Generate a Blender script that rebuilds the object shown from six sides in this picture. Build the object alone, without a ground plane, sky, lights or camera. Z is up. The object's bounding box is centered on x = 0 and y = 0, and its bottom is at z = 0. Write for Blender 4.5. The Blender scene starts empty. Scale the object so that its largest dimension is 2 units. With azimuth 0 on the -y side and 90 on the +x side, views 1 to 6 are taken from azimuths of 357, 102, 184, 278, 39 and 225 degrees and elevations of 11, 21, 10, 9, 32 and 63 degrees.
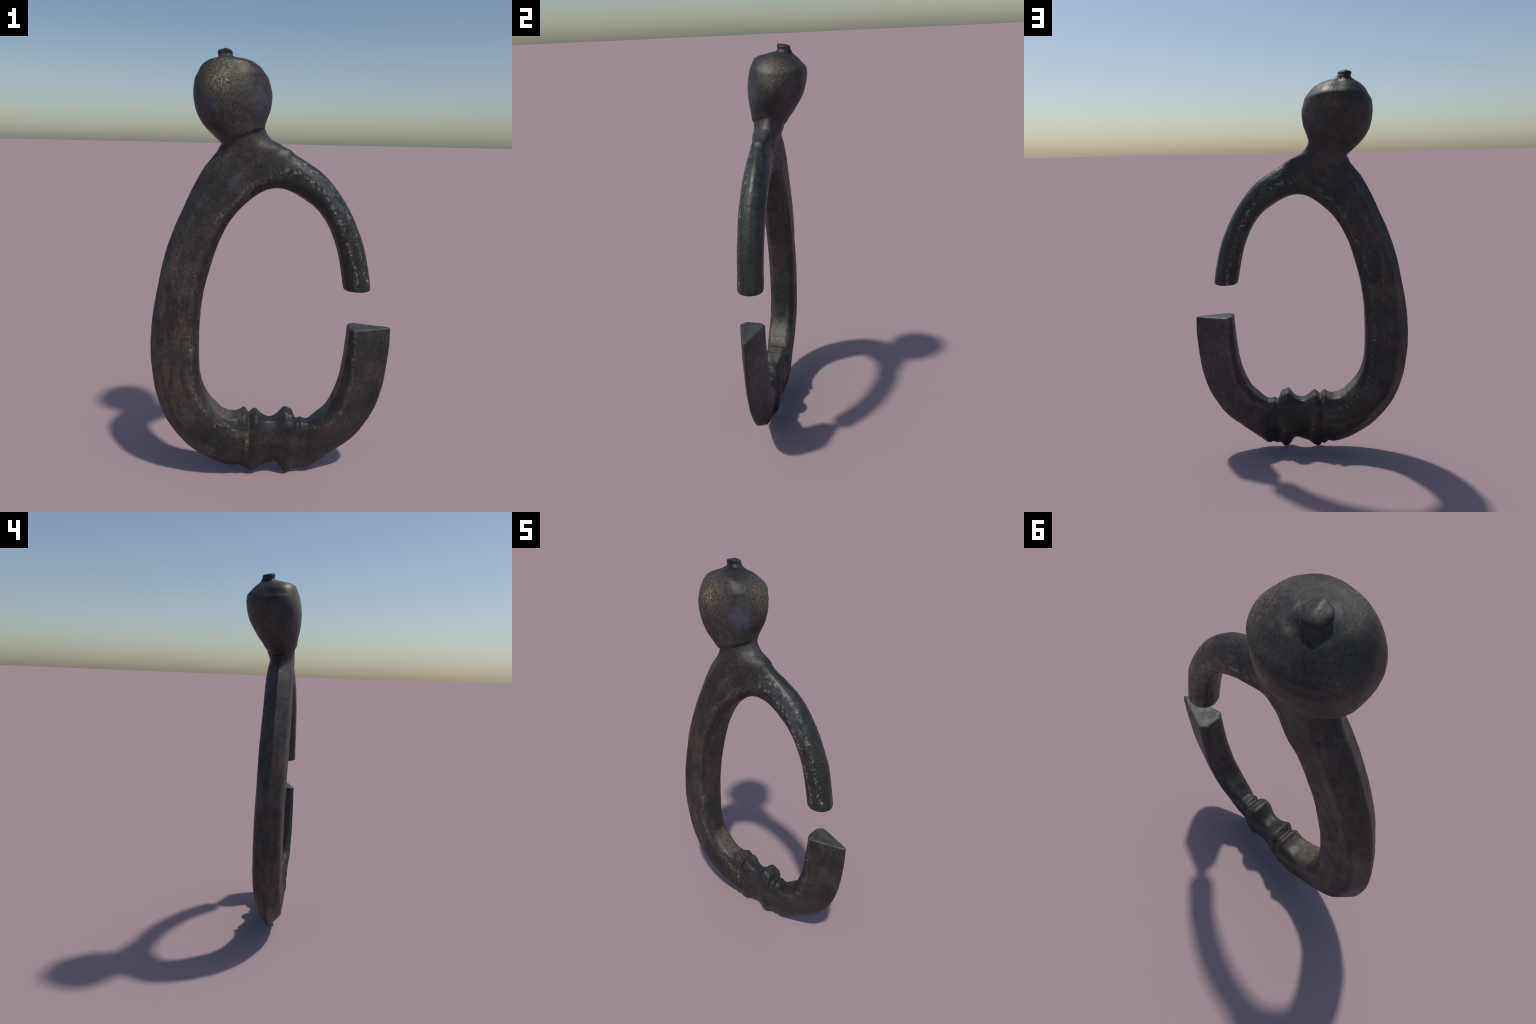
# Dark bronze ring: an egg-shaped ring body with a bulbous knob on top, a thin round
# arm that ends in a clean break, a keeled thick side, a moulded collar at the bottom
# and a wedge-shaped broken end.  Built as lofts, fused, then split into named parts.
import bpy, bmesh, math
from mathutils import Vector, noise

# ------------------------------------------------------------------ helpers
def hermite(keys, s):
    """Smooth curve through (s, a, b, ...) keys; returns the values at s."""
    n = len(keys)
    if s <= keys[0][0]:
        return list(keys[0][1:])
    if s >= keys[-1][0]:
        return list(keys[-1][1:])
    i = 0
    while keys[i + 1][0] < s:
        i += 1
    k0, k1 = keys[i], keys[i + 1]
    h = k1[0] - k0[0]
    t = (s - k0[0]) / h

    def slope(j, c):
        if j == 0 or j == n - 1:
            a, b = (0, 1) if j == 0 else (n - 2, n - 1)
            return (keys[b][c] - keys[a][c]) / (keys[b][0] - keys[a][0])
        h0, h1 = keys[j][0] - keys[j - 1][0], keys[j + 1][0] - keys[j][0]
        d0 = (keys[j][c] - keys[j - 1][c]) / h0
        d1 = (keys[j + 1][c] - keys[j][c]) / h1
        return (d0 * h1 + d1 * h0) / (h0 + h1)
    out = []
    for c in range(1, len(k0)):
        m0, m1 = slope(i, c) * h, slope(i + 1, c) * h
        t2, t3 = t * t, t * t * t
        out.append((2 * t3 - 3 * t2 + 1) * k0[c] + (t3 - 2 * t2 + t) * m0
                   + (-2 * t3 + 3 * t2) * k1[c] + (t3 - t2) * m1)
    return out


def linear(keys, s):
    if s <= keys[0][0]:
        return list(keys[0][1:])
    for a, b in zip(keys, keys[1:]):
        if s <= b[0]:
            t = (s - a[0]) / (b[0] - a[0])
            t = t * t * (3 - 2 * t)
            return [p + (q - p) * t for p, q in zip(a[1:], b[1:])]
    return list(keys[-1][1:])


def rounded(poly, radii, steps=6):
    """Polygon with each corner replaced by a quadratic arc."""
    pts, n = [], len(poly)
    for i in range(n):
        p, v, q = poly[i - 1], poly[i], poly[(i + 1) % n]
        r = radii[i]
        a = (v[0] + (p[0] - v[0]) * r, v[1] + (p[1] - v[1]) * r)
        b = (v[0] + (q[0] - v[0]) * r, v[1] + (q[1] - v[1]) * r)
        for k in range(steps):
            t = (k + 0.5) / steps
            pts.append(((1 - t) ** 2 * a[0] + 2 * t * (1 - t) * v[0] + t * t * b[0],
                        (1 - t) ** 2 * a[1] + 2 * t * (1 - t) * v[1] + t * t * b[1]))
    return pts


def loft(rings):
    bm = bmesh.new()
    rows = [[bm.verts.new(p) for p in r] for r in rings]
    n = len(rows[0])
    for a, b in zip(rows, rows[1:]):
        for i in range(n):
            j = (i + 1) % n
            bm.faces.new((a[i], a[j], b[j], b[i]))
    for row in (rows[0], rows[-1]):
        c = bm.verts.new(sum((v.co for v in row), Vector()) / n)
        for i in range(n):
            bm.faces.new((row[i], row[(i + 1) % n], c))
    bmesh.ops.recalc_face_normals(bm, faces=bm.faces)
    me = bpy.data.meshes.new("loft")
    bm.to_mesh(me)
    bm.free()
    return me

# ------------------------------------------------------------------ ring outline
# inner and outer outline in the x-z plane, keyed by station along the ring:
# 0 = break of the thin arm, 9 = under the knob, 18 = widest part of the thick
# side, 26..36 = collar, 46 = break of the wedge-shaped end
def cs(x):
    return 26 + (x + 0.165) / 0.345 * 10

INNER = [(0, .333, .937), (1, .310, 1.055), (2, .281, 1.160), (3, .239, 1.250),
         (4, .185, 1.316), (5, .120, 1.362), (6, .062, 1.391), (7, .010, 1.401),
         (8, -.035, 1.395), (9, -.070, 1.379), (10, -.103, 1.357), (11, -.138, 1.328),
         (12, -.177, 1.288), (13, -.217, 1.232), (14, -.257, 1.150), (15, -.292, 1.042),
         (16, -.320, .930), (17, -.337, .810), (18, -.343, .690), (19, -.343, .590),
         (20, -.338, .512), (21, -.322, .450), (22, -.293, .397), (23, -.253, .352),
         (24, -.219, .322), (25, -.190, .309)]
INNER += [(cs(x), x, z) for x, z in
          ((-.157, .3100), (-.138, .3180), (-.124, .3280), (-.100, .3050), (-.082, .3210),
           (-.069, .3270), (-.047, .3080), (-.024, .2910), (-.003, .2850), (.018, .2880),
           (.040, .3000), (.058, .3190), (.070, .3320), (.076, .3325), (.094, .3240), (.109, .3185),
           (.115, .3090), (.121, .2900), (.129, .2790), (.154, .2810), (.178, .2740))]
INNER += [(37, .203, .284), (38, .240, .314), (39, .275, .345), (40, .304, .400),
          (41, .3265, .458), (42, .341, .517), (43, .349, .579), (44, .355, .640),
          (45, .360, .700), (46, .363, .752)]
OUTER = [(0, .456, .937), (1, .438, 1.050), (2, .408, 1.158), (3, .361, 1.267),
         (4, .294, 1.378), (5, .213, 1.468), (6, .134, 1.521), (7, .082, 1.553),
         (8, .045, 1.577), (9, -.090, 1.566), (10, -.238, 1.572), (11, -.300, 1.515),
         (12, -.361, 1.416), (13, -.412, 1.305), (14, -.457, 1.202), (15, -.499, 1.079),
         (16, -.532, .935), (17, -.556, .800), (18, -.566, .665), (19, -.5625, .545),
         (20, -.545, .425), (21, -.508, .315), (22, -.455, .225), (23, -.385, .146),
         (24, -.305, .090), (25, -.232, .053)]
OUTER += [(cs(x), x, z) for x, z in
          ((-.163, .041), (-.150, .045), (-.117, .027), (-.110, .031), (-.099, .012),
           (-.072, .010), (-.035, .036), (.000, .049), (.030, .056), (.048, .044),
           (.066, .016), (.083, .001), (.100, .001), (.119, .020), (.141, .0155),
           (.161, .024), (.180, .0175))]
OUTER += [(37, .210, .031), (38, .258, .069), (39, .328, .118), (40, .417, .188),
          (41, .473, .261), (42, .516, .343), (43, .545, .444), (44, .561, .560),
          (45, .568, .660), (46, .567, .745)]
# front and back y of the body along the ring
DEPTH = [(0, -.109, .013), (3, -.109, .015), (5, -.107, .018), (6, -.106, .014), (7, -.105, .006),
         (8, -.104, .000), (9, -.106, .006), (10, -.111, .020), (11, -.117, .025),
         (12, -.119, .024), (14, -.122, .025), (18, -.120, .032), (20, -.124, .032), (21, -.126, .030),
         (22, -.128, .027), (23, -.127, .024), (25, -.119, .025)]
DEPTH += [(cs(x), f, b) for x, f, b in
          ((-.157, -.113, .026), (-.124, -.111, .027), (-.115, -.109, .025), (-.100, -.100, .012),
           (-.085, -.105, .016), (-.069, -.109, .017), (-.035, -.102, .009), (-.003, -.098, .005),
           (.038, -.100, .008), (.072, -.112, .017), (.112, -.111, .016), (.130, -.098, .001),
           (.154, -.101, .004), (.175, -.097, .000))]
DEPTH += [(36.6, -.103, .004), (38, -.110, .011), (46, -.113, .013)]

# ------------------------------------------------------------------ cross-sections
# half section (n from inner 0 to outer 1, y as a share of the half depth): five
# corners from the inner edge to the keel, then the corner rounding of each
def circle():
    o = []
    for k in range(1, 5):
        a = math.pi * k / 5
        o += [.5 - .5 * 1.04 * math.cos(a), 1.04 * math.sin(a)]
    return [-.02] + o + [1.02] + [.33] * 6

SECTION = [
    [0] + circle(),
    [5] + circle(),
    [7, 0, .02, .42, .20, .98, .70, 1.0, .98, .48, 1.0, .45, .45, .4, .4, .4, .4],
    [8, 0, .02, .42, .20, .98, .74, 1.0, .98, .56, 1.0, .45, .4, .4, .4, .4, .4],
    [9, 0, .02, .42, .20, .98, .90, 1.0, .98, .93, 1.0, .45, .4, .35, .3, .2, .4],
    [11, 0, .01, .62, .15, .98, .50, 1.0, .76, .95, 1.01, .4, .3, .25, .4, .2, .08],
    [14, 0, .0, .70, .14, 1.0, .50, 1.0, .77, .95, 1.015, .4, .25, .16, .4, .2, .08],
    [18, 0, .0, .70, .15, 1.0, .50, 1.0, .81, .94, 1.015, .4, .25, .16, .4, .25, .15],
    [20, 0, .0, .68, .15, .97, .50, 1.0, .75, .94, 1.02, .4, .25, .16, .4, .25, .15],
    [22, 0, .0, .68, .14, .92, .48, 1.0, .70, .92, 1.02, .4, .25, .2, .4, .25, .15],
    [25, 0, .0, .68, .13, .93, .44, 1.0, .72, .92, 1.02, .4, .25, .2, .4, .25, .15],
    [27.3, 0, .0, .64, .12, .96, .45, 1.0, .78, .88, 1.01, .4, .3, .3, .4, .3, .2],
    [28.2, 0, .0, .62, .15, 1.0, .50, 1.0, .85, .72, 1.0, .4, .3, .3, .4, .35, .25],
    [33, 0, .0, .60, .15, 1.0, .50, .98, .85, .64, 1.0, .4, .3, .3, .4, .35, .25],
    [35.2, 0, .0, .60, .15, 1.0, .50, .84, .86, .46, 1.0, .4, .3, .3, .4, .35, .25],
    [36.6, 0, .0, .58, .14, 1.0, .50, .76, .88, .36, 1.0, .4, .3, .3, .4, .35, .25],
    [39, 0, .0, .64, .13, 1.0, .50, .71, .91, .26, 1.0, .4, .35, .22, .4, .35, .2],
    [42, 0, .0, .64, .13, 1.0, .50, .65, .93, .19, 1.0, .4, .4, .2, .4, .35, .2],
    [46, 0, .0, .62, .12, 1.0, .50, .62, .95, .15, 1.0, .4, .4, .2, .4, .35, .2]]


def ring_section(s, shrink=0.0, shift=0.0):
    ix, iz = hermite(INNER, s)
    ox, oz = hermite(OUTER, s)
    yf, yb = hermite(DEPTH, s)
    v = linear(SECTION, s)
    n0, c, n5, r = v[0], v[1:9], v[9], v[10:16]
    half = [(c[i], c[i + 1]) for i in range(0, 8, 2)]
    poly = [(n0, 0)] + [(n, -y) for n, y in half] + [(n5, 0)] + [(n, y) for n, y in reversed(half)]
    rad = [r[0], r[1], r[2], r[3], r[4], r[5], r[4], r[3], r[2], r[1]]
    yc, hy = (yf + yb) / 2, (yb - yf) / 2
    w = math.hypot(ox - ix, oz - iz)
    pts = []
    # worn lengthwise channels on the faces of the thick side, one beside the inner rim
    side = max(0.0, min(1.0, (s - 11) / 2)) * max(0.0, min(1.0, (26 - s) / 3))
    wob = 1 + .35 * math.sin(s * 1.9) + .2 * math.sin(s * 4.3)
    for n, y in rounded(poly, rad):
        y *= 1 - side * wob * (.10 * math.exp(-((n - .27) / .05) ** 2) + .045 * math.exp(-((n - .63) / .06) ** 2))
        if n < .3:                                    # groove cut along the bevelled inner rim
            n += side * wob * .055 * math.exp(-((abs(y) - .85) / .07) ** 2)
        o = max(0.0, min(1.0, (n - .5) / .32))
        y *= 1 + side * o * (-.15 * max(0.0, 1 - ((s - 18) / 2.8) ** 2) if y > 0 else .035 * max(0.0, min(1.0, (s - 18) / 3)))
        if n < .24:                                   # inner rim worn down low on the thick side
            y *= 1 - (.15 if y > 0 else .08) * max(0.0, 1 - ((s - 19.5) / 3.5) ** 2) * (.24 - n) / .24
        n = .5 + (n - .5) * (1 - 2 * shrink / w)
        y = y * (1 - shrink / hy)
        pts.append(Vector((ix + (ox - ix) * n, yc + hy * y, iz + (oz - iz) * n)))
    if shift:
        d = Vector(((ox - ix), 0, (oz - iz))).normalized()
        t = Vector((d.z, 0, -d.x))
        if (t.z > 0) != (shift > 0):
            t = -t
        pts = [p + t * abs(shift) for p in pts]
    return pts


rings = []
for sh, up in ((.012, .0), (.005, .002), (.001, .006)):        # worn rim of the thin arm's break
    r = ring_section(0, sh)
    rings.append([p + Vector((0, 0, up - .004)) for p in r])
N = 620
for i in range(N + 1):
    s = .06 + (46 - .06) * i / N
    rings.append(ring_section(s))
for sh, up in ((.002, .004), (.006, .007), (.012, .0085)):
    rings.append([p + Vector((0, 0, up - .004)) for p in ring_section(46, sh)])
ring_mesh = loft(rings)

# ------------------------------------------------------------------ knob and neck
# slices: left (x, z), right (x, z), front y, back y, squareness
KNOB = [(0, -.250, 1.490, .022, 1.500, -.108, .004, 3.6, 1.4),
        (1, -.262, 1.545, .050, 1.566, -.110, .014, 3.2, 1.8),
        (2, -.256, 1.570, .018, 1.595, -.111, .023, 2.8, 2.0),
        (3, -.249, 1.583, -.019, 1.613, -.112, .030, 2.5, 2.0),
        (4, -.243, 1.590, -.042, 1.639, -.113, .034, 2.4, 1.9),
        (5, -.243, 1.596, -.0525, 1.659, -.115, .037, 2.3, 1.7),
        (6, -.252, 1.605, -.0525, 1.669, -.123, .048, 2.25, 1.2),
        (7, -.276, 1.627, -.049, 1.688, -.127, .060, 2.2, 1.0),
        (8, -.311, 1.660, -.040, 1.713, -.132, .084, 2.15, .9),
        (9, -.339, 1.697, -.029, 1.743, -.138, .107, 2.1, 1),
        (10, -.359, 1.745, -.0235, 1.780, -.143, .130, 2.1, 1),
        (11, -.368, 1.800, -.023, 1.815, -.144, .143, 2.1, 1),
        (12, -.367, 1.845, -.032, 1.852, -.139, .150, 2.2, .7),
        (12.94, -.359, 1.879, -.0435, 1.883, -.132, .1495, 2.3, .5),
        (13.06, -.3565, 1.883, -.047, 1.887, -.1305, .149, 2.4, .4),
        (14, -.338, 1.918, -.076, 1.920, -.117, .122, 2.45, .3),
        (15, -.308, 1.942, -.116, 1.944, -.102, .099, 2.4, .3),
        (16, -.277, 1.957, -.158, 1.957, -.055, .080, 2.0, .2),
        (17, -.260, 1.967, -.192, 1.967, -.004, .072, 2.0, 0),
        (18, -.256, 1.972, -.202, 1.972, .004, .064, 2.0, 0)]


def knob_ring(s, n=120):
    lx, lz, rx, rz, yf, yb, p, lop = hermite(KNOB, s)
    yc = (yf + yb) / 2 * .55
    pts = []
    for k in range(n):
        a = 2 * math.pi * k / n
        c, d = math.cos(a), math.sin(a)
        # lopsided casting: fuller to the front left, flattened to the back right
        k_q = (.095 if c < 0 else .012) if d < 0 else (-.015 if c < 0 else -.10)
        if k_q > 0 and s < 8:
            k_q *= (s / 8) ** 2 * .8
        if c > 0 and d < 0 and s < 6:                 # fork hollowed under the neck
            k_q = -.05
        f = 1 + lop * k_q * math.sin(2 * a) ** 2
        cx = f * math.copysign(abs(c) ** (2 / p), c)
        cy = f * math.copysign(abs(d) ** (2 / p), d)
        t = .5 + .5 * cx
        y = yc + cy * ((yb - yc) if cy > 0 else (yc - yf))
        # the shoulder of the flat back curves down towards both sides
        sag = (.045 if c > 0 else .035) * max(0.0, 1 - abs(s - 13) / 3.2) * max(0.0, d) * c * c
        pts.append(Vector((lx + (rx - lx) * t, y, lz + (rz - lz) * t - sag)))
    return pts


knob_mesh = loft([knob_ring(18 * i / 180) for i in range(181)])

# finial: a blunt broken stub, leaning a little, with a crooked gabled top
def finial_ring(z, r, roof, lean, n=60):
    cx, cy = -.231 + lean, .034 + lean * .2
    pts = []
    for k in range(n):
        a = 2 * math.pi * k / n
        w = 1 + .06 * math.cos(3 * a + 1) + .04 * math.cos(5 * a)
        dx, dy = r * w * math.cos(a), r * w * math.sin(a)
        drop = .26 * abs(dx + .15 * dy) + .20 * (dy + .02)
        pts.append(Vector((cx + dx, cy + dy, z - roof * drop)))
    return pts


finial_mesh = loft([finial_ring(*v) for v in
                    ((1.940, .050, 0, .010), (1.955, .045, 0, .008), (1.965, .0385, 0, .008), (1.971, .0372, 0, .006), (1.976, .0325, 0, .001),
                     (1.978, .0312, .1, 0), (1.986, .0320, .4, -.001), (1.994, .0330, .8, -.001), (2.000, .0322, 1, -.001),
                     (2.002, .026, 1, -.001), (2.003, .014, 1, -.001), (2.003, .004, 1, -.001))])

# ------------------------------------------------------------------ fuse to one skin
bm = bmesh.new()
for me in (ring_mesh, knob_mesh, finial_mesh):
    bm.from_mesh(me)
body = bpy.data.meshes.new("body")
bm.to_mesh(body)
bm.free()
ob = bpy.data.objects.new("body", body)
bpy.context.scene.collection.objects.link(ob)
m = ob.modifiers.new("fuse", 'REMESH')
m.mode = 'VOXEL'
m.voxel_size = .0032
m.use_smooth_shade = True
m = ob.modifiers.new("soften", 'SMOOTH')
m.factor = .5
m.iterations = 2
dg = bpy.context.evaluated_depsgraph_get()
whole = bpy.data.meshes.new_from_object(ob.evaluated_get(dg))
bpy.data.objects.remove(ob)

# the neck flows into the shoulder of the ring: relax the skin along that joint
bm = bmesh.new()
bm.from_mesh(whole)
joint = [v for v in bm.verts if v.co.x < .13 and 1.50 < v.co.z < 1.645
         and v.co.z < 1.578 + (v.co.x + .246) * .32]
core = [v for v in joint if v.co.x < .11 and v.co.z > 1.52]
for _ in range(12):
    bmesh.ops.smooth_vert(bm, verts=joint, factor=.5, use_axis_x=True, use_axis_y=True, use_axis_z=True)
for _ in range(34):
    bmesh.ops.smooth_vert(bm, verts=core, factor=.5, use_axis_x=True, use_axis_y=True, use_axis_z=True)
seam_back = [v for v in bm.verts if v.co.y > -.03 and -.30 < v.co.x < .0
             and abs(v.co.z - 1.596 - (v.co.x + .246) * .32) < .024]
for _ in range(16):
    bmesh.ops.smooth_vert(bm, verts=seam_back, factor=.5, use_axis_x=True, use_axis_y=True, use_axis_z=True)
bm.to_mesh(whole)
bm.free()

# shallow dents: left back of the knob, its back right shoulder, beside the stub
DENTS = ((-.335, .030, 1.905, .050, .010), (-.095, .135, 1.845, .050, .005), (-.195, .105, 1.925, .045, .009),
         (-.198, .078, 1.966, .020, .012), (-.188, .030, 1.972, .015, .006))

# cast-metal unevenness: low swells and a fine skin
whole.update()
nor = [v.normal.copy() for v in whole.vertices]
for v, nn in zip(whole.vertices, nor):
    p = v.co.copy()
    d = .0012 + .0016 * noise.noise(p * 9) + .0007 * noise.noise(p * 34)
    if p.z > 1.96:                                   # chipped stub
        d += .0013 * noise.noise(p * 45 + Vector((3, 1, 7)))
    if p.z < .37 and abs(p.x) < .24:                 # worn, uneven mouldings
        d += .0035 * noise.noise(p * 16 + Vector((9, 2, 5))) + .0015 * noise.noise(p * 40)
    for cx, cy, cz, r, depth in DENTS:
        q = (p - Vector((cx, cy, cz))).length / r
        if q < 3:
            d -= depth * math.exp(-q * q)
    v.co += nn * d
zmin = min(v.co.z for v in whole.vertices)
zmax = max(v.co.z for v in whole.vertices)
for v in whole.vertices:
    v.co.z = (v.co.z - zmin) * 2.0 / (zmax - zmin)
whole.update()
normals = [v.normal.copy() for v in whole.vertices]

# ------------------------------------------------------------------ material
def bronze():
    mat = bpy.data.materials.new("dark_patinated_bronze")
    mat.use_nodes = True
    nt = mat.node_tree
    nt.nodes.clear()
    N = nt.nodes.new

    def link(a, b):
        nt.links.new(a, b)
    out = N('ShaderNodeOutputMaterial')
    bsdf = N('ShaderNodeBsdfPrincipled')
    link(bsdf.outputs[0], out.inputs[0])
    co = N('ShaderNodeTexCoord').outputs['Object']

    def noise_tex(scale, detail=4, rough=.6, off=0.0, vector=None):
        mp = N('ShaderNodeMapping')
        link(vector or co, mp.inputs[0])
        mp.inputs['Location'].default_value = (off, off * 1.7, off * .6)
        t = N('ShaderNodeTexNoise')
        t.inputs['Scale'].default_value = scale
        t.inputs['Detail'].default_value = detail
        t.inputs['Roughness'].default_value = rough
        link(mp.outputs[0], t.inputs['Vector'])
        return t.outputs['Fac']

    def ramp(fac, lo, hi, a=0.0, b=1.0):
        if lo > hi:
            lo, hi, a, b = hi, lo, b, a
        r = N('ShaderNodeMapRange')
        r.interpolation_type = 'SMOOTHSTEP'
        link(fac, r.inputs['Value'])
        for k, v in zip(('From Min', 'From Max', 'To Min', 'To Max'), (lo, hi, a, b)):
            r.inputs[k].default_value = v
        return r.outputs[0]

    def math_(op, *args):
        n = N('ShaderNodeMath')
        n.operation = op
        for i, x in enumerate(args):
            if isinstance(x, (int, float)):
                n.inputs[i].default_value = x
            else:
                link(x, n.inputs[i])
        return n.outputs[0]

    def mul(*args):
        r = args[0]
        for a in args[1:]:
            r = math_('MULTIPLY', r, a)
        return r

    def mix(fac, a, b, blend='MIX'):
        n = N('ShaderNodeMix')
        n.data_type = 'RGBA'
        n.blend_type = blend
        if isinstance(fac, (int, float)):
            n.inputs['Factor'].default_value = fac
        else:
            link(fac, n.inputs['Factor'])
        for k, x in (('A', a), ('B', b)):
            sock = [i for i in n.inputs if i.name == k and i.type == 'RGBA'][0]
            if isinstance(x, tuple):
                sock.default_value = (*x, 1)
            else:
                link(x, sock)
        return [o for o in n.outputs if o.type == 'RGBA'][0]

    def band(v, a, b, w):
        return mul(ramp(v, a - w, a + w), ramp(v, b - w, b + w, 1, 0))

    def spot(cx, cy, cz, r):
        v = N('ShaderNodeVectorMath')
        v.operation = 'DISTANCE'
        link(co, v.inputs[0])
        v.inputs[1].default_value = (cx, cy, cz)
        return ramp(v.outputs['Value'], r * .05, r, 1, 0)

    sep = N('ShaderNodeSeparateXYZ')
    link(co, sep.inputs[0])
    px, py, pz = sep.outputs
    # where the different stretches of the object lie
    on_arm = mul(ramp(px, -.07, .13), ramp(pz, .80, .90), ramp(pz, 1.66, 1.58))
    on_band = mul(ramp(px, .03, -.16), ramp(pz, 1.62, 1.54))
    on_end = mul(ramp(px, .13, .24), ramp(pz, .90, .80))
    on_knob = ramp(pz, 1.58, 1.66)

    # distance from the middle of the opening, 1 on its egg-shaped rim
    xc = math_('SUBTRACT', px, .0305)
    zc = math_('SUBTRACT', pz, .7604)
    xx = math_('MAXIMUM', math_('DIVIDE', xc, .3253), math_('DIVIDE', xc, -.3756))
    up = math_('MAXIMUM', math_('DIVIDE', zc, .6428), .0001)
    dn = math_('MAXIMUM', math_('DIVIDE', zc, -.4715), .0001)
    r_up = math_('POWER', math_('ADD', math_('POWER', xx, 1.892), math_('POWER', up, 1.892)), 1 / 1.892)
    r_dn = math_('POWER', math_('ADD', math_('POWER', xx, 3.6), math_('POWER', dn, 3.6)), 1 / 3.6)
    above = math_('GREATER_THAN', zc, 0)
    rr = math_('ADD', mul(above, r_up), mul(math_('SUBTRACT', 1, above), r_dn))

    # dark patina: blackish, greenish and brown areas
    col = mix(ramp(noise_tex(5, 5, .6), .42, .60), (.0125, .0129, .0126), (.0235, .0212, .0185))
    rust = math_('ADD', .30, math_('SUBTRACT', mul(on_band, .6), mul(on_arm, .26)))
    col = mix(mul(rust, ramp(noise_tex(6, 5, .65, 3.1), .44, .60)), col, (.050, .034, .027))
    col = mix(ramp(noise_tex(7, 4, .6, 7.7), .54, .68, 0, .7), col, (.0180, .0230, .0215))
    col = mix(ramp(noise_tex(6, 4, .6, 12.3), .58, .72, 0, .6), col, (.034, .030, .042))
    # streaks that run along the bars
    ang = math_('ARCTAN2', zc, xc)
    cmb = N('ShaderNodeCombineXYZ')
    link(mul(rr, 7.0), cmb.inputs[0])
    link(mul(ang, 1.3), cmb.inputs[1])
    link(mul(py, 9.0), cmb.inputs[2])
    streak = noise_tex(1.6, 6, .65, 0, cmb.outputs[0])
    bars = math_('MINIMUM', math_('ADD', on_band, mul(on_end, .40)), 1)
    col = mix(mul(bars, ramp(streak, .50, .64, 0, .75)), col, (.060, .041, .034))
    col = mix(mul(bars, ramp(streak, .38, .50, .65, 0)), col, (.0130, .0138, .0145))
    # purplish brown corrosion over the back of the broken end
    back = ramp(math_('ADD', py, mul(noise_tex(22, 4, .6, 41), .05)), -.035, -.005)
    col = mix(mul(on_end, back, ramp(noise_tex(38, 4, .7, 43), .35, .6, .35, .95)), col, (.054, .041, .046))

    # the inner rim: a dark hollow and a line of pale flecks just outside it;
    # on the thin arm a second line along its outer front edge, bluish between them
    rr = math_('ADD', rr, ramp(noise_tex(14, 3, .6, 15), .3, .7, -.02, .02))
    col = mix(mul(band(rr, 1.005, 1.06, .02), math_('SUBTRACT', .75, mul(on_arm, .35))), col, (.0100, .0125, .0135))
    col = mix(mul(on_arm, .9), col, mix(1.0, col, (.84, 1.0, .98), 'MULTIPLY'))
    front = ramp(py, -.055, -.075)
    outer = math_('ADD', rr, mul(zc, .134))
    edge = mul(on_arm, front, band(outer, 1.285, 1.325, .022))
    blue = mul(on_arm, front, band(outer, 1.21, 1.28, .03), ramp(zc, .46, .60), .8)
    col = mix(blue, col, (.042, .041, .049))
    rim = mul(math_('SUBTRACT', 1, on_knob),
              math_('ADD', mul(math_('SUBTRACT', 1, on_arm), band(rr, 1.075, 1.12, .022)),
                    mul(on_arm, band(rr, 1.10, 1.155, .025))))
    on_collar = mul(band(px, -.15, .19, .02), ramp(pz, .46, .38))
    rim = mul(math_('MAXIMUM', rim, edge), math_('SUBTRACT', 1, mul(on_collar, .85)))

    # grit: fine light and dark mottling
    grit = ramp(noise_tex(115, 4, .7, 1.3), .34, .68, .62, 1.55)
    grit = mul(grit, ramp(noise_tex(9, 4, .6, 33), .36, .64, .66, 1.32))
    cg = N('ShaderNodeCombineColor')
    for k in range(3):
        link(grit, cg.inputs[k])
    col = mix(1.0, col, cg.outputs[0], 'MULTIPLY')
    col = mix(ramp(noise_tex(55, 3, .7, 9.3), .52, .70, 0, .6), col, (.0105, .011, .0115))
    # pale flecks
    clumps = ramp(noise_tex(8, 3, .6, 5.5), .46, .66, .10, .55)
    patch = math_('ADD', clumps, mul(rim, ramp(noise_tex(10, 2, .5, 17), .34, .54, .3, 1.0)))
    fine = ramp(noise_tex(105, 4, .7, 2.2), .53, .72)
    broad = ramp(noise_tex(60, 3, .65, 27), .50, .66)
    flecks = math_('MAXIMUM', mul(fine, .8), mul(broad, rim))
    col = mix(math_('MINIMUM', mul(flecks, patch), 1), col,
              mix(on_arm, (.140, .128, .104), (.215, .212, .180)))

    # pale scale left in the grooves of the collar and greyish metal on the cut face
    mark = mul(ramp(py, -.08, -.095), band(px, -.118, -.104, .006), band(pz, .13, .25, .02))
    tan = mul(ramp(py, -.03, .0), math_('MAXIMUM', band(px, -.066, -.048, .008), band(px, .088, .108, .008)), band(pz, .06, .19, .03))
    col = mix(mul(mark, ramp(noise_tex(24, 3, .6, 62), .45, .58), ramp(noise_tex(70, 3, .7, 61), .42, .60)), col, (.170, .162, .132))
    col = mix(mul(tan, ramp(noise_tex(70, 3, .7, 61), .46, .60)), col, (.105, .088, .066))
    col = mix(mul(on_end, ramp(pz, .738, .746), ramp(noise_tex(26, 4, .65, 63), .35, .6, .25, .9)), col, (.052, .053, .047))

    # paler tan patch on the inner face of the lower bend of the opening
    tan_patch = mul(ramp(math_('ADD', spot(-.235, -.045, .365, .16), mul(noise_tex(20, 4, .6, 51), .5)), .55, .95),
               ramp(rr, 1.10, 1.04), ramp(pz, .62, .48))
    col = mix(mul(tan_patch, ramp(noise_tex(50, 4, .75, 53), .35, .62, .25, 1)), col, (.105, .086, .070))

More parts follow.
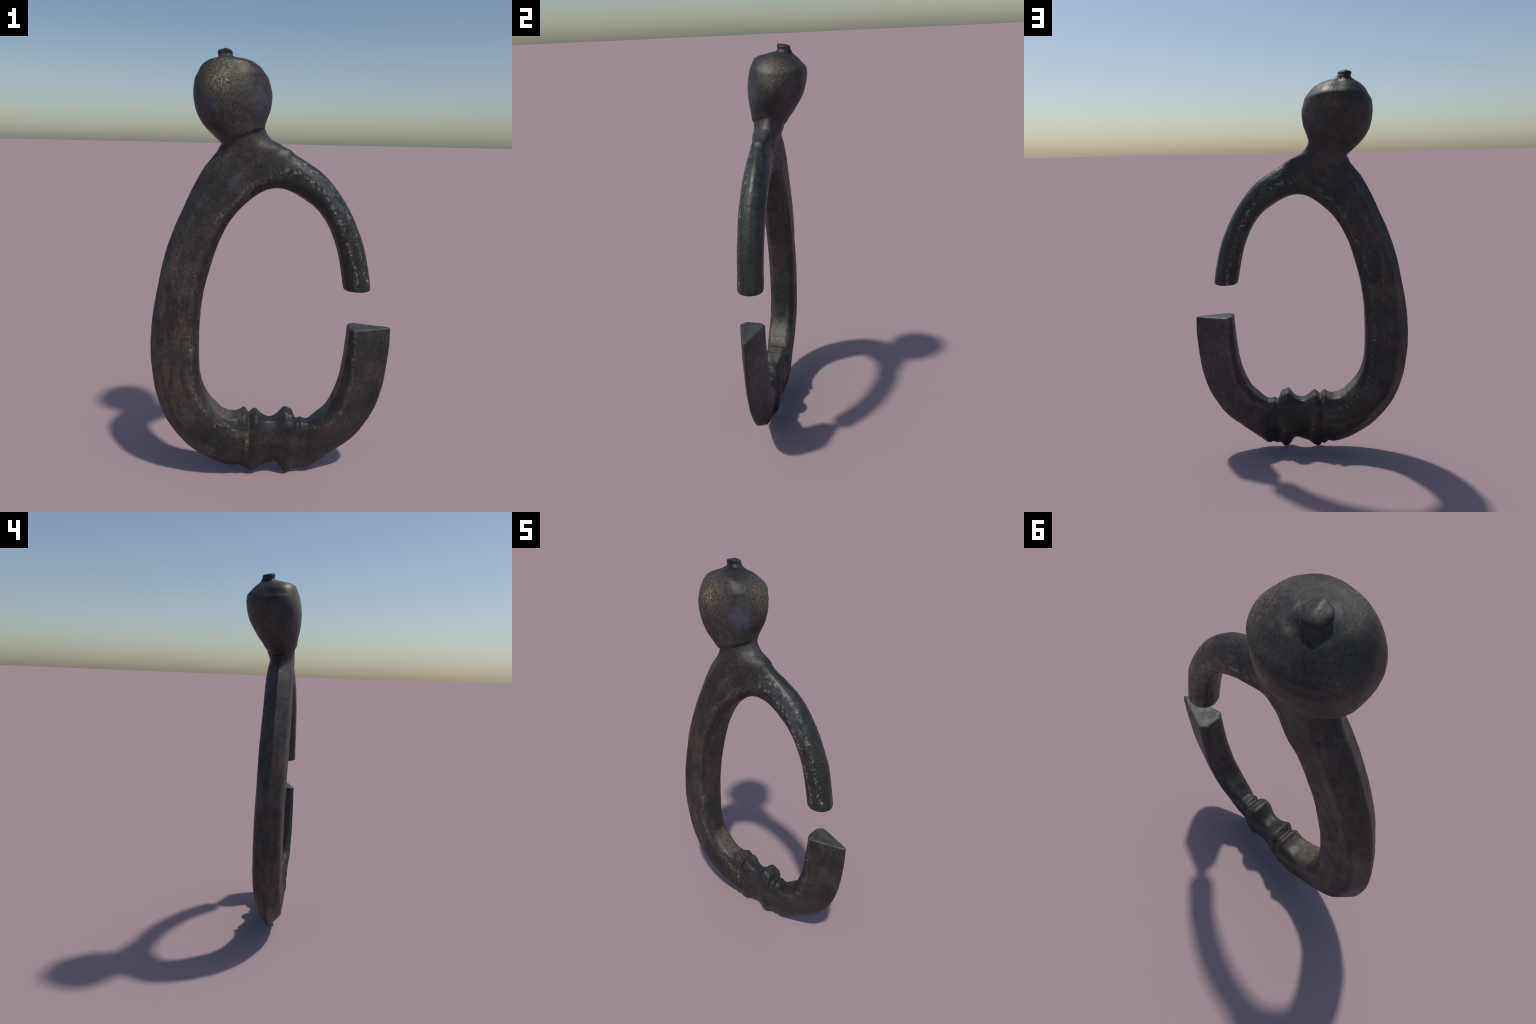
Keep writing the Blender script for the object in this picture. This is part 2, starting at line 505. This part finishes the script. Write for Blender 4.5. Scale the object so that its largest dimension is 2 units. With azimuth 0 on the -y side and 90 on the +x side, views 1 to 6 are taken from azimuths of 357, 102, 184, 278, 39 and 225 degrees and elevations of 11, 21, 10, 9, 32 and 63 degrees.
    # knob: yellowish bright speckle on its front and right shoulders, bluish patches below
    g = math_('MAXIMUM', spot(-.24, -.135, 1.865, .15), spot(-.045, .03, 1.87, .15))
    g = math_('MAXIMUM', g, mul(spot(-.16, .14, 1.84, .08), .5))
    col = mix(mul(g, ramp(noise_tex(14, 4, .6, 31), .35, .65, .35, .8)), col, (.062, .052, .036))
    gr = ramp(noise_tex(125, 4, .75, 4.4), .44, .74)
    col = mix(mul(g, gr), col, (.270, .218, .138))
    col = mix(mul(spot(-.245, -.135, 1.855, .055), gr, .85), col, (.58, .46, .27))
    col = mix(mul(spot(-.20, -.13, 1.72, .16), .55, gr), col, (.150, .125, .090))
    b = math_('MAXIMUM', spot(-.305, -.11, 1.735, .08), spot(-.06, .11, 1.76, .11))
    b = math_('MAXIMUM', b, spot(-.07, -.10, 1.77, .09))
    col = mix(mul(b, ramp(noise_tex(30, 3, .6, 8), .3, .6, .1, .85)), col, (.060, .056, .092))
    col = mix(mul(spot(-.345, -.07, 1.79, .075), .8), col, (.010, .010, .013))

    link(col, bsdf.inputs['Base Color'])
    link(math_('SUBTRACT', ramp(noise_tex(22, 4, .6, 6.1), .3, .7, .47, .63), mul(on_arm, .09)), bsdf.inputs['Roughness'])
    bsdf.inputs['Specular IOR Level'].default_value = .5
    bump = N('ShaderNodeBump')
    bump.inputs['Strength'].default_value = .5
    bump.inputs['Distance'].default_value = .004
    link(math_('ADD', mul(noise_tex(75, 3, .65, 1.3), .7), mul(noise_tex(18, 3, .5, 3.3), .6)), bump.inputs['Height'])
    link(bump.outputs[0], bsdf.inputs['Normal'])
    return mat


BRONZE = bronze()

# ------------------------------------------------------------------ split into parts
def part_of(c):
    if c.z > 1.5:
        if c.z > 1.968 and abs(c.x + .231) < .06:
            return 'finial'
        seam = 1.596 + (c.x + .246) * .32
        if c.z > seam:
            return 'knob'
        if c.z > seam - .050 - .12 * max(0, c.x + .1) and c.x < .02:
            return 'neck'
    if c.z < .37 and -.160 < c.x < .188:
        return 'collar'
    if c.x > .1 and c.z < .85:
        return 'broken_end'
    if c.x > .01 and c.z > .85:
        return 'arm'
    return 'band'


groups = {}
for p in whole.polygons:
    groups.setdefault(part_of(p.center), []).append(tuple(p.vertices))

root = bpy.data.objects.new("knobbed_ring", None)
root.empty_display_size = .1
bpy.context.scene.collection.objects.link(root)
root["label"] = "dark bronze egg-shaped ring with bulbous knob, collar and broken side"
root["category"] = "metal ring"
for name, faces in groups.items():
    used = sorted({i for f in faces for i in f})
    remap = {v: k for k, v in enumerate(used)}
    me = bpy.data.meshes.new(name)
    me.from_pydata([whole.vertices[i].co for i in used], [], [[remap[i] for i in f] for f in faces])
    me.polygons.foreach_set("use_smooth", [True] * len(me.polygons))
    me.update()
    me.normals_split_custom_set_from_vertices([normals[i] for i in used])
    me.materials.append(BRONZE)
    o = bpy.data.objects.new(name, me)
    o.parent = root
    bpy.context.scene.collection.objects.link(o)
for me in (ring_mesh, knob_mesh, finial_mesh, body, whole):
    bpy.data.meshes.remove(me)
